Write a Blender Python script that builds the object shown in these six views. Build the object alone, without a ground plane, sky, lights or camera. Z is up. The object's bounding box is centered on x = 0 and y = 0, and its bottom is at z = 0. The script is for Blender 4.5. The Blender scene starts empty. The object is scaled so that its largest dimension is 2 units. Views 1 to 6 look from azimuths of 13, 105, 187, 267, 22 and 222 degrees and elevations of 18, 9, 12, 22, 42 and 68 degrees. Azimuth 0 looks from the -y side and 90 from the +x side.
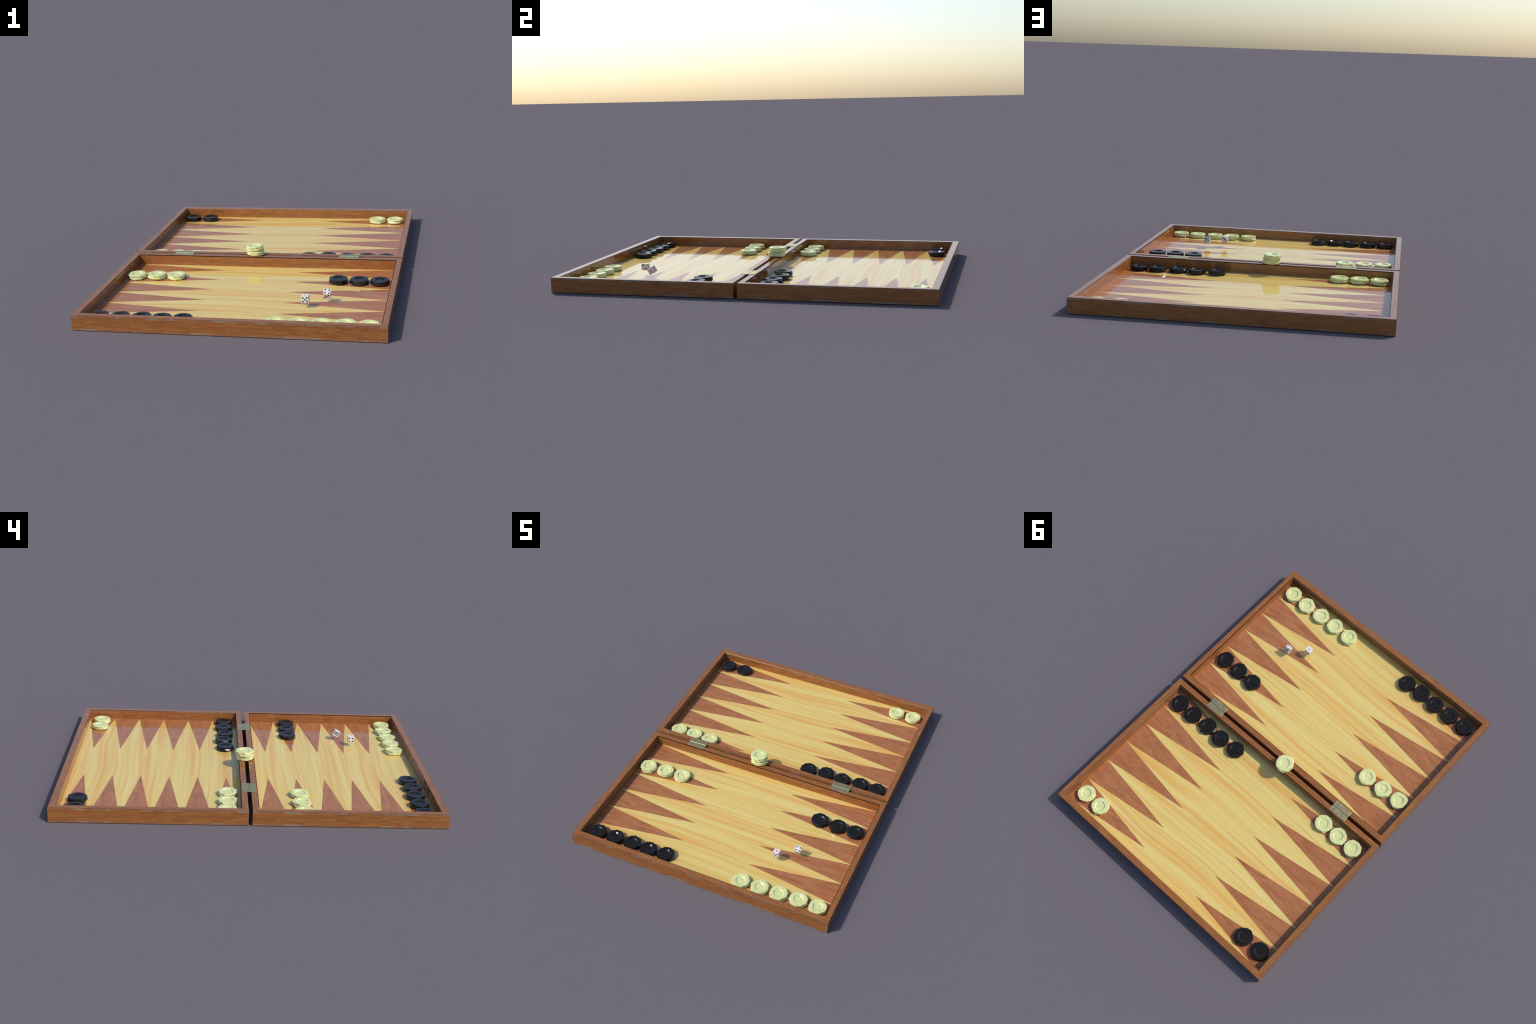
"""Open folding backgammon board with thirty checkers in the starting layout,
two checkers stacked on the bar and two dice hanging just above the field."""
import bpy, bmesh, math, random
from mathutils import Vector, Matrix, Euler

# ------------------------------------------------------------------ sizes (m)
HALF_X = 0.7730            # outer half width of a tray
Y_OUT = 1.0                # outer end of a tray
Y_GAP = 0.0098             # half the slot between the trays
WALL_END, WALL_GAP, WALL_LEFT, WALL_RIGHT = 0.0372, 0.0348, 0.0347, 0.0328   # rail thicknesses
TOP = 0.0787               # height of the walls
FLOOR = 0.0208             # playing field height
PITCH = 0.1555             # width of one point at its base
APEX_X = 0.202             # where the points end
CHAMFER_IN, CHAMFER_OUT = 0.0034, 0.0010
CHECKER_H = 0.0265
DIE = 0.0355


# ------------------------------------------------------------ material helper
class Nodes:
    def __init__(self, name):
        self.mat = bpy.data.materials.new(name)
        self.mat.use_nodes = True
        self.t = self.mat.node_tree
        self.t.nodes.clear()
        out = self.t.nodes.new("ShaderNodeOutputMaterial")
        self.bsdf = self.t.nodes.new("ShaderNodeBsdfPrincipled")
        self.t.links.new(self.bsdf.outputs[0], out.inputs[0])
        self.obj = self.t.nodes.new("ShaderNodeTexCoord").outputs["Object"]

    def put(self, sock, v):
        if isinstance(v, bpy.types.NodeSocket):
            self.t.links.new(v, sock)
        else:
            sock.default_value = v

    def bsdf_set(self, **kw):
        for k, v in kw.items():
            self.put(self.bsdf.inputs[k.replace("_", " ")], v)

    def mapping(self, vec, scale=(1, 1, 1), rot=(0, 0, 0), loc=(0, 0, 0)):
        n = self.t.nodes.new("ShaderNodeMapping")
        self.put(n.inputs["Vector"], vec)
        n.inputs["Scale"].default_value = scale
        n.inputs["Rotation"].default_value = rot
        self.put(n.inputs["Location"], loc)
        return n.outputs[0]

    def noise(self, vec, scale=1.0, detail=3.0, rough=0.5, distort=0.0):
        n = self.t.nodes.new("ShaderNodeTexNoise")
        self.put(n.inputs["Vector"], vec)
        n.inputs["Scale"].default_value = scale
        n.inputs["Detail"].default_value = detail
        n.inputs["Roughness"].default_value = rough
        n.inputs["Distortion"].default_value = distort
        return n.outputs["Fac"]

    def ramp(self, fac, stops, interp="LINEAR"):
        n = self.t.nodes.new("ShaderNodeValToRGB")
        self.put(n.inputs[0], fac)
        n.color_ramp.interpolation = interp
        el = n.color_ramp.elements
        while len(el) < len(stops):
            el.new(0.5)
        for e, (p, c) in zip(el, stops):
            e.position = p
            e.color = (*c, 1) if len(c) == 3 else c
        return n.outputs[0]

    def grey(self, fac, lo, hi, a=0.0, b=1.0):
        return self.ramp(fac, [(lo, (a, a, a)), (hi, (b, b, b))])

    def mix(self, fac, a, b, mode="MIX"):
        n = self.t.nodes.new("ShaderNodeMix")
        n.data_type = "RGBA"
        n.blend_type = mode
        self.put(n.inputs[0], fac)
        self.put(n.inputs[6], a if isinstance(a, bpy.types.NodeSocket) else (*a, 1))
        self.put(n.inputs[7], b if isinstance(b, bpy.types.NodeSocket) else (*b, 1))
        return n.outputs[2]

    def math(self, op, a, b=0.0, c=0.0):
        n = self.t.nodes.new("ShaderNodeMath")
        n.operation = op
        for s, v in zip(n.inputs, (a, b, c)):
            self.put(s, v)
        return n.outputs[0]

    def vmath(self, op, a, b):
        n = self.t.nodes.new("ShaderNodeVectorMath")
        n.operation = op
        self.put(n.inputs[0], a)
        self.put(n.inputs[1], b)
        return n.outputs[0]

    def combine(self, x=0.0, y=0.0, z=0.0):
        n = self.t.nodes.new("ShaderNodeCombineXYZ")
        for s, v in zip(n.inputs, (x, y, z)):
            self.put(s, v)
        return n.outputs[0]

    def xyz(self):
        n = self.t.nodes.new("ShaderNodeSeparateXYZ")
        self.put(n.inputs[0], self.obj)
        return n.outputs

    def random(self):
        return self.t.nodes.new("ShaderNodeObjectInfo").outputs["Random"]

    def bump(self, height, strength, distance=0.001):
        n = self.t.nodes.new("ShaderNodeBump")
        self.put(n.inputs["Height"], height)
        n.inputs["Strength"].default_value = strength
        n.inputs["Distance"].default_value = distance
        self.put(self.bsdf.inputs["Normal"], n.outputs[0])


# ------------------------------------------------------------------ materials
def pine():
    m = Nodes("pine_veneer")
    shift = m.combine(m.math("MULTIPLY", m.random(), 7.0), m.math("MULTIPLY", m.random(), 3.1), 0.0)
    p = m.vmath("ADD", m.obj, shift)
    sway = m.noise(m.mapping(p, (0.9, 1.3, 1)), 1.0, 2)
    warped = m.vmath("ADD", p, m.combine(0.0, m.math("MULTIPLY", m.math("SUBTRACT", sway, 0.5), 0.11), 0.0))
    tilt = (0, 0, 0.045)
    band = m.noise(m.mapping(warped, (0.50, 19, 1), rot=tilt), 1.0, 3, 0.6)
    col = m.ramp(band, [(0.32, (0.760, 0.615, 0.215)), (0.47, (0.755, 0.560, 0.175)),
                        (0.55, (0.745, 0.475, 0.130)), (0.64, (0.735, 0.395, 0.090))])
    line = m.noise(m.mapping(warped, (0.8, 55, 1), rot=tilt, loc=(3.1, 0, 0)), 1.0, 2)
    col = m.mix(m.grey(line, 0.56, 0.70, 0, 0.80), col, (0.74, 0.37, 0.085))
    pale = m.noise(m.mapping(warped, (0.7, 42, 1), rot=tilt, loc=(9.3, 0, 0)), 1.0, 2)
    col = m.mix(m.grey(pale, 0.58, 0.72, 0, 0.55), col, (0.80, 0.66, 0.30))
    fine = m.noise(m.mapping(warped, (5, 260, 1)), 1.0, 3)
    col = m.mix(m.grey(fine, 0.35, 0.7, 0.0, 0.30), col, (0.64, 0.47, 0.17))
    fleck = m.noise(m.mapping(p, (90, 210, 1)), 1.0, 1)
    patch = m.noise(p, 9.0, 2)
    dots = m.math("MULTIPLY", m.grey(fleck, 0.66, 0.74, 0, 0.60), m.grey(patch, 0.38, 0.58))
    col = m.mix(dots, col, (0.42, 0.37, 0.13))
    m.bsdf_set(Base_Color=col, Roughness=0.07, IOR=1.5)
    m.bump(m.noise(m.mapping(p, (40, 130, 1)), 1.0, 1), 0.05, 0.0006)
    return m.mat


def mahogany_inlay():
    m = Nodes("mahogany_inlay")
    shift = m.combine(m.math("MULTIPLY", m.random(), 11.0), m.math("MULTIPLY", m.random(), 5.0), 0.0)
    p = m.vmath("ADD", m.obj, shift)
    a = m.noise(m.mapping(p, (9, 40, 1)), 1.0, 4, 0.6, 0.4)
    col = m.ramp(a, [(0.3, (0.310, 0.110, 0.037)), (0.5, (0.405, 0.156, 0.059)), (0.7, (0.475, 0.200, 0.082))])
    b = m.noise(m.mapping(p, (1.6, 26, 1), rot=(0, 0, 0.03)), 1.0, 2)
    col = m.mix(m.grey(b, 0.55, 0.72, 0, 0.45), col, (0.48, 0.205, 0.100))
    c = m.noise(m.mapping(p, (70, 200, 1)), 1.0, 2)
    col = m.mix(m.grey(c, 0.48, 0.70, 0, 0.6), col, (0.28, 0.100, 0.030))
    m.bsdf_set(Base_Color=col, Roughness=0.08, IOR=1.5)
    m.bump(m.noise(m.mapping(p, (40, 130, 1)), 1.0, 1), 0.05, 0.0006)
    return m.mat


def frame_wood():
    """Mahogany rails: grain runs along local x, scuffed grey along both outer arrises."""
    m = Nodes("frame_mahogany")
    x, y, z = m.xyz()
    shift = m.combine(m.math("MULTIPLY", m.random(), 13.0), m.math("MULTIPLY", m.random(), 2.0), 0.0)
    p = m.vmath("ADD", m.obj, shift)
    a = m.noise(m.mapping(p, (13, 90, 90)), 1.0, 4, 0.6, 0.3)
    col = m.ramp(a, [(0.28, (0.230, 0.082, 0.024)), (0.5, (0.308, 0.116, 0.032)), (0.72, (0.375, 0.158, 0.042))])
    b = m.noise(m.mapping(p, (1.2, 55, 55)), 1.0, 2)
    col = m.mix(m.grey(b, 0.52, 0.70, 0, 0.45), col, (0.225, 0.075, 0.026))
    c = m.noise(m.mapping(p, (60, 190, 190)), 1.0, 2)
    col = m.mix(m.grey(c, 0.52, 0.72, 0, 0.5), col, (0.17, 0.055, 0.018))
    # scuffed bands on the outer face, 9 mm high at top and bottom
    scuff = m.noise(m.mapping(p, (9.0, 1, 14), loc=(0.7, 0, 0)), 1.0, 4, 0.6)
    frayed = m.math("MULTIPLY", m.math("SUBTRACT", scuff, 0.5), -0.008)
    edge = m.math("SUBTRACT", m.math("ABSOLUTE", m.math("SUBTRACT", z, TOP / 2)), frayed)
    outer = m.math("LESS_THAN", y, 0.0003)
    lower = m.math("GREATER_THAN", z, 0.0016)
    band = m.math("MULTIPLY", m.math("MULTIPLY", outer, lower),
                  m.grey(m.math("MULTIPLY", edge, 10.0), 0.302, 0.309))
    wash = m.math("MULTIPLY", band, 0.60)
    col = m.mix(wash, col, (0.260, 0.128, 0.068))
    bare = m.math("MULTIPLY", band, m.grey(scuff, 0.525, 0.575, 0, 0.92))
    col = m.mix(bare, col, (0.265, 0.215, 0.160))
    m.bsdf_set(Base_Color=col, Roughness=0.12, IOR=1.5)
    m.bump(m.noise(m.mapping(p, (50, 160, 160)), 1.0, 1), 0.05, 0.0006)
    return m.mat


def edge_paint(name, colour, other, rough=0.4, gloss=0.5, along=6.0):
    m = Nodes(name)
    n = m.noise(m.mapping(m.obj, (along, 40, 40)), 1.0, 3)
    m.bsdf_set(Base_Color=m.mix(m.grey(n, 0.40, 0.62), colour, other), Roughness=rough,
               Specular_IOR_Level=gloss)
    return m.mat


def plastic(name, base, dark, rough, speck, gloss=0.5):
    m = Nodes(name)
    v = m.vmath("ADD", m.obj, m.combine(m.random(), 0.0, 0.0))
    n = m.noise(v, 55.0, 4, 0.6)
    col = m.mix(m.grey(n, 0.40, 0.72, 0, 1), base, dark)
    s = m.noise(v, 330.0, 2)
    col = m.mix(m.grey(s, 0.60, 0.72, 0, speck), col, dark)
    m.bsdf_set(Base_Color=col, Roughness=rough, IOR=1.5, Specular_IOR_Level=gloss)
    m.bump(n, 0.06, 0.0008)
    return m.mat


def brass():
    m = Nodes("tarnished_brass")
    n = m.noise(m.mapping(m.obj, (60, 60, 60)), 1.0, 4, 0.65)
    col = m.ramp(n, [(0.3, (0.55, 0.465, 0.225)), (0.5, (0.61, 0.515, 0.255)), (0.7, (0.68, 0.57, 0.285))])
    f = m.noise(m.obj, 420.0, 2)
    col = m.mix(m.grey(f, 0.55, 0.75, 0, 0.35), col, (0.38, 0.31, 0.17))
    m.bsdf_set(Base_Color=col, Metallic=0.85, Roughness=m.grey(n, 0.3, 0.7, 0.22, 0.42))
    m.bump(f, 0.08, 0.0005)
    return m.mat


def plain(name, colour, rough, metal=0.0):
    m = Nodes(name)
    n = m.noise(m.obj, 240.0, 3)
    dark = tuple(c * 0.82 for c in colour)
    m.bsdf_set(Base_Color=m.mix(m.grey(n, 0.4, 0.7), colour, dark), Roughness=rough, Metallic=metal)
    return m.mat


PINE, INLAY, FRAME = pine(), mahogany_inlay(), frame_wood()
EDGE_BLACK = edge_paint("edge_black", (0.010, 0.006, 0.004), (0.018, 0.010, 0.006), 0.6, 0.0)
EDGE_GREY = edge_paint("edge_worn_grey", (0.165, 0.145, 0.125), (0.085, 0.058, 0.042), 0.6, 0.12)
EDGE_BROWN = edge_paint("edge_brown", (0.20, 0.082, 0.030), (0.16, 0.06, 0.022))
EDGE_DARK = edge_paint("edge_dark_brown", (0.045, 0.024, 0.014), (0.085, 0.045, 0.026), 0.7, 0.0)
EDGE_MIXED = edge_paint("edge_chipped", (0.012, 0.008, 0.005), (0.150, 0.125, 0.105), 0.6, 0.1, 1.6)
IVORY = plastic("ivory_resin", (0.735, 0.760, 0.350), (0.600, 0.620, 0.270), 0.16, 0.35)
EBONY = plastic("ebony_resin", (0.0105, 0.0080, 0.0062), (0.016, 0.0130, 0.0105), 0.13, 0.5, 0.36)
BRASS = brass()
SCREW = plain("screw_brass", (0.36, 0.25, 0.11), 0.45, 0.6)
SLOT = plain("screw_slot", (0.05, 0.035, 0.02), 0.6)
DIE_WHITE = plain("die_white", (0.77, 0.745, 0.715), 0.4)
PIP_BLACK = plain("pip_black", (0.012, 0.012, 0.013), 0.4)
PIP_RED = plain("pip_red", (0.85, 0.035, 0.04), 0.4)


# ------------------------------------------------------------- object helpers
def link(obj, parent=None):
    bpy.context.scene.collection.objects.link(obj)
    if parent is not None:
        obj.parent = parent
    return obj


def mesh_from(name, verts, faces, mats, face_mat=None, sharp=None):
    me = bpy.data.meshes.new(name)
    me.from_pydata([tuple(v) for v in verts], [], faces)
    for m in mats:
        me.materials.append(m)
    bm = bmesh.new()
    bm.from_mesh(me)
    if face_mat:
        bm.faces.ensure_lookup_table()
        for f, i in zip(bm.faces, face_mat):
            f.material_index = i
    bmesh.ops.recalc_face_normals(bm, faces=bm.faces)
    bm.to_mesh(me)
    bm.free()
    if sharp is not None:
        me.polygons.foreach_set("use_smooth", [True] * len(me.polygons))
        me.set_sharp_from_angle(angle=math.radians(sharp))
    return me


def box_mesh(name, size, mats, bevel=0.0):
    me = bpy.data.meshes.new(name)
    bm = bmesh.new()
    bmesh.ops.create_cube(bm, size=1.0)
    bmesh.ops.scale(bm, vec=Vector(size), verts=bm.verts)
    if bevel:
        bmesh.ops.bevel(bm, geom=bm.edges[:], offset=bevel, segments=2, affect="EDGES", profile=0.5)
    bm.to_mesh(me)
    bm.free()
    for m in mats:
        me.materials.append(m)
    return me


# ------------------------------------------------------------------ the board
board = link(bpy.data.objects.new("backgammon_board", None))
board["label"] = "open folding wooden backgammon board with inlaid triangular points"
board["category"] = "board game"


def rail_mesh(length, wall, start, end, inner_edge):
    """Mitred rail: local x along it, y from the outer face (0) to the inner one (wall);
    start and end are the thicknesses of the rails it meets at its two ends."""
    co, ci = CHAMFER_OUT, CHAMFER_IN
    section = [(0, 0), (0, TOP - co), (co, TOP), (wall - ci, TOP), (wall, TOP - ci), (wall, 0)]
    kinds = [0, 1, 0, 2, 0, 0]
    n = len(section)
    verts = [(s * (length / 2 - y * t / wall), y, z) for s, t in ((-1, start), (1, end)) for y, z in section]
    faces, mat = [], []
    for i in range(n):
        j = (i + 1) % n
        faces.append((i, j, n + j, n + i))
        mat.append(kinds[i])
    faces += [tuple(range(n)), tuple(range(n, 2 * n))]
    mat += [0, 0]
    return mesh_from("rail", verts, faces, [FRAME, EDGE_DARK, inner_edge], mat)


def build_tray(sign):
    """sign -1: the tray on the -y side, +1: the one on the +y side."""
    y_near, y_far = sign * Y_GAP, sign * Y_OUT
    yc, depth = (y_near + y_far) / 2, abs(y_far - y_near)
    width = 2 * HALF_X
    wall_lo, wall_hi = (WALL_END, WALL_GAP) if sign < 0 else (WALL_GAP, WALL_END)
    lo, hi = min(y_near, y_far), max(y_near, y_far)
    x0, x1, y0, y1 = -HALF_X + WALL_LEFT, HALF_X - WALL_RIGHT, lo + wall_lo, hi - wall_hi
    base = box_mesh("field", (x1 - x0 + 0.004, y1 - y0 + 0.004, FLOOR - 0.001), [PINE])
    tray = link(bpy.data.objects.new("field", base), board)
    tray.location = ((x0 + x1) / 2, (y0 + y1) / 2, (FLOOR + 0.001) / 2)
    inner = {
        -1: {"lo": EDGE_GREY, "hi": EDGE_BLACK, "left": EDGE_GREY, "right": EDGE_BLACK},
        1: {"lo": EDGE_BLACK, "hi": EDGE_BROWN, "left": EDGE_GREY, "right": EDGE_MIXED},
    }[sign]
    for where, loc, turn, length, wall, start, end in (
            ("lo", (0, lo, 0), 0, width, wall_lo, WALL_LEFT, WALL_RIGHT),
            ("hi", (0, hi, 0), math.pi, width, wall_hi, WALL_RIGHT, WALL_LEFT),
            ("left", (-HALF_X, yc, 0), -math.pi / 2, depth, WALL_LEFT, wall_hi, wall_lo),
            ("right", (HALF_X, yc, 0), math.pi / 2, depth, WALL_RIGHT, wall_lo, wall_hi)):
        rail = link(bpy.data.objects.new("rail", rail_mesh(length, wall, start, end, inner[where])), board)
        rail.location = loc
        rail.rotation_euler = (0, 0, turn)
    # the twelve inlaid points, half a millimetre proud of the field
    first = -0.044 if sign < 0 else 0.0335
    for side in (-1, 1):
        for i in range(6):
            a = first + sign * PITCH * i
            b = a + sign * PITCH
            base_x, tip_x = side * (HALF_X - WALL_RIGHT + 0.0004), side * APEX_X
            tip_y = (a + b) / 2 + (0.004 if side < 0 else -0.0015)
            mid = Vector(((base_x + tip_x) / 2, (a + b) / 2, FLOOR))
            tri = [Vector((base_x, a, 0)), Vector((base_x, b, 0)), Vector((tip_x, tip_y, 0))]
            verts = [(v.x - mid.x, v.y - mid.y, dz) for dz in (-0.002, 0.0004) for v in tri]
            me = mesh_from("point", verts, [(0, 1, 2), (3, 4, 5), (0, 1, 4, 3), (1, 2, 5, 4), (2, 0, 3, 5)], [INLAY])
            point = link(bpy.data.objects.new("point", me), board)
            point.location = mid


build_tray(-1)
build_tray(1)


# ------------------------------------------------------------------- hinges
def disc_verts(n, r, z):
    return [(r * math.cos(2 * math.pi * i / n), r * math.sin(2 * math.pi * i / n), z) for i in range(n)]


def lathe(name, profile, n, mats, sharp=35, seg_mat=None):
    """Closed turned part from (radius, height) pairs running from axis to axis."""
    verts, faces, mat, rings = [], [], [], []
    for r, z in profile:
        if r < 1e-7:
            rings.append([len(verts)])
            verts.append((0, 0, z))
        else:
            rings.append(list(range(len(verts), len(verts) + n)))
            verts += disc_verts(n, r, z)
    for k, (a, b) in enumerate(zip(rings, rings[1:])):
        for i in range(n):
            j = (i + 1) % n
            f = [a[i % len(a)], a[j % len(a)], b[j % len(b)], b[i % len(b)]]
            faces.append(tuple(dict.fromkeys(f)))
            mat.append(seg_mat[k] if seg_mat else 0)
    return mesh_from(name, verts, faces, mats, mat, sharp)


screw_mesh = lathe("screw", [(0, -0.002), (0.0062, -0.002), (0.0062, 0.0004), (0.0052, 0.0007), (0.0030, 0.0007),
                             (0.0022, 0.0002), (0, 0.0001)], 20, [SCREW, SLOT], 35, [0, 0, 0, 0, 1, 1])
barrel_mesh = lathe("knuckle", [(0, -0.0570), (0.0012, -0.0570), (0.0022, -0.0562), (0.0022, 0.0562), (0.0012, 0.0570), (0, 0.0570)],
                    16, [BRASS], 35)
leaf_mesh = box_mesh("hinge_leaf", (0.111, 0.0320, 0.0022), [BRASS], 0.0004)
for hx in (-0.4775, 0.4775):
    hinge = link(bpy.data.objects.new("hinge", barrel_mesh), board)
    hinge.location = (hx, 0, TOP + 0.0008)
    hinge.rotation_euler = (0, math.pi / 2, 0)
    for s in (-1, 1):
        leaf = link(bpy.data.objects.new("hinge_leaf", leaf_mesh), hinge)
        leaf.matrix_parent_inverse = Matrix.Rotation(-math.pi / 2, 4, "Y")
        leaf.location = (0, s * 0.0190, 0.0001)
        for dx in (-0.031, 0.031):
            screw = link(bpy.data.objects.new("screw", screw_mesh), hinge)
            screw.matrix_parent_inverse = Matrix.Rotation(-math.pi / 2, 4, "Y")
            screw.location = (dx, s * 0.0190, 0.0009)


# ------------------------------------------------------------------ checkers
def checker_mesh(seed, mat):
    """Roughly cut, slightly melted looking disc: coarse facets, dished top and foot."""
    rnd = random.Random(seed)
    n = 10
    h = CHECKER_H
    ang = [2 * math.pi * (i + rnd.uniform(-0.16, 0.16)) / n for i in range(n)]
    # radius, height, radius jitter, height jitter, angular offset (in steps)
    rings = [(0.0235, h - 0.0052, 0.0007, 0.0002, 0.1), (0.0305, h, 0.0010, 0.0000, 0.1),
             (0.0488, h - 0.0001, 0.0020, 0.0001, 0.0),
             (0.0514, h - 0.0042, 0.0018, 0.0012, 0.15), (0.0496, h * 0.66, 0.0020, 0.0014, 0.0),
             (0.0510, h * 0.44, 0.0020, 0.0030, 0.4), (0.0512, h * 0.22, 0.0024, 0.0030, 0.5),
             (0.0440, 0.0, 0.0018, 0.0, 0.3), (0.0310, 0.0, 0.0008, 0.0, 0.1), (0.0230, 0.0045, 0.0005, 0.0, 0.1)]
    verts, faces = [(0, 0, h - 0.0052)], []
    for r, z, jr, jz, off in rings:
        for a in ang:
            rr = r + rnd.uniform(-jr, jr)
            t = a + off * 2 * math.pi / n
            verts.append((rr * math.cos(t), rr * math.sin(t), max(0.0, min(h, z + rnd.uniform(-jz, jz)))))
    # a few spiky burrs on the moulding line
    for _ in range(4):
        k = 1 + rnd.choice((3, 5, 6)) * n + rnd.randrange(n)
        x, y, z = verts[k]
        grow = 1 + rnd.uniform(0.03, 0.085)
        verts[k] = (x * grow, y * grow, z)
    row = lambda k, i: 1 + k * n + i % n
    for i in range(n):
        faces.append((0, row(0, i), row(0, i + 1)))
        for k in range(len(rings) - 1):
            faces.append((row(k, i), row(k + 1, i), row(k + 1, i + 1), row(k, i + 1)))
    verts.append((0, 0, 0.0045))
    for i in range(n):
        faces.append((len(verts) - 1, row(len(rings) - 1, i + 1), row(len(rings) - 1, i)))
    return mesh_from("checker", verts, faces, [mat], None, 24)


light_kinds = [checker_mesh(100 + i, IVORY) for i in range(6)]
dark_kinds = [checker_mesh(200 + i, EBONY) for i in range(6)]
layout_rng = random.Random(7)
counter = [0]


def add_checker(x, y, z, dark):
    kinds = dark_kinds if dark else light_kinds
    ob = bpy.data.objects.new("dark_checker" if dark else "light_checker", kinds[counter[0] % len(kinds)])
    counter[0] += 1
    link(ob)
    ob.location = (x, y, z)
    ob.rotation_euler = (0, 0, layout_rng.uniform(0, 2 * math.pi))
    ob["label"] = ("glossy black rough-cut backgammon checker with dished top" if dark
                   else "pale ivory rough-cut backgammon checker with dished top")
    ob["category"] = "game piece"


REST = FLOOR + 0.0006
# each row of checkers: colour, row centre line y, then (x, sideways slip in mm) one by one
ROWS = (
    (False, -0.889, ((0.675, 0), (0.563, 5), (0.448, 0), (0.338, -2), (0.225, -3))),
    (True, -0.273, ((0.6735, -3), (0.563, 0), (0.4515, 3))),
    (True, -0.8925, ((-0.2376, 3), (-0.3433, -3), (-0.4485, 2), (-0.558, 0), (-0.668, -2))),
    (False, -0.275, ((-0.450, 4), (-0.563, 1), (-0.6745, -5))),
    (True, 0.1188, ((0.673, 0), (0.5644, 3), (0.450, -4), (0.341, 6), (0.2285, -4))),
    (False, 0.885, ((0.669, 0), (0.556, 0))),
    (True, 0.881, ((-0.555, 0), (-0.672, 0))),
    (False, 0.1115, ((-0.4486, -2), (-0.5585, 0), (-0.6662, 1))),
)
for dark, row_y, places in ROWS:
    for px, slip in places:
        add_checker(px, row_y + slip / 1000, REST, dark)
add_checker(-0.0570, 0.0070, TOP + 0.0002, False)
add_checker(-0.0642, 0.0115, TOP + 0.0002 + CHECKER_H, False)


# ---------------------------------------------------------------------- dice
PIP_SPOTS = {1: [(0, 0)], 2: [(-1, 1), (1, -1)], 3: [(-1, 1), (0, 0), (1, -1)], 4: [(-1, -1), (-1, 1), (1, -1), (1, 1)],
             5: [(-1, -1), (-1, 1), (0, 0), (1, -1), (1, 1)], 6: [(-1, -.62), (0, -.62), (1, -.62), (-1, .62), (0, .62), (1, .62)]}
# face -> (right, up) directions as seen from outside the die
FACES = {"+x": ((0, 1, 0), (0, 0, 1)), "-x": ((0, -1, 0), (0, 0, 1)), "+y": ((-1, 0, 0), (0, 0, 1)),
         "-y": ((1, 0, 0), (0, 0, 1)), "+z": ((1, 0, 0), (0, 1, 0)), "-z": ((1, 0, 0), (0, -1, 0))}
die_mesh = box_mesh("die", (DIE, DIE, DIE), [DIE_WHITE], 0.0010)
pip_profile = [(0, -0.0004), (0.0045, -0.0004), (0.0045, 0.00015), (0.0036, 0.0003), (0, 0.0003)]
pip_black, pip_red = lathe("pip", pip_profile, 20, [PIP_BLACK]), lathe("pip", pip_profile, 20, [PIP_RED])


def add_die(loc, basis, values, flipped=()):
    die = link(bpy.data.objects.new("die", die_mesh))
    die.matrix_world = Matrix.Translation(loc) @ basis.to_4x4()
    die["label"] = "small white die with black pips and a red one"
    die["category"] = "die"
    for face, value in values.items():
        right, up = (Vector(v) for v in FACES[face])
        normal = right.cross(up)
        turn = Matrix((right, up, normal)).transposed().to_4x4()
        for u, v in PIP_SPOTS[value]:
            if face in flipped:
                u = -u
            pip = link(bpy.data.objects.new("pip", pip_red if value == 1 else pip_black), die)
            pip.matrix_local = Matrix.Translation((right * u + up * v) * DIE * 0.27 + normal * DIE / 2) @ turn


add_die(Vector((0.3340, -0.6462, 0.0690)), Matrix.Rotation(math.radians(-4.5), 3, "Y"),
        {"+z": 1, "-y": 5, "-x": 4, "+x": 2, "+y": 3, "-z": 6})
add_die(Vector((0.4325, -0.5692, 0.0688)),
        Matrix.Rotation(math.radians(4.5), 3, "Y") @ Matrix.Rotation(math.radians(28.5), 3, "X"),
        {"+z": 4, "-y": 3, "-x": 6, "+x": 1, "+y": 5, "-z": 2}, flipped=("-y",))
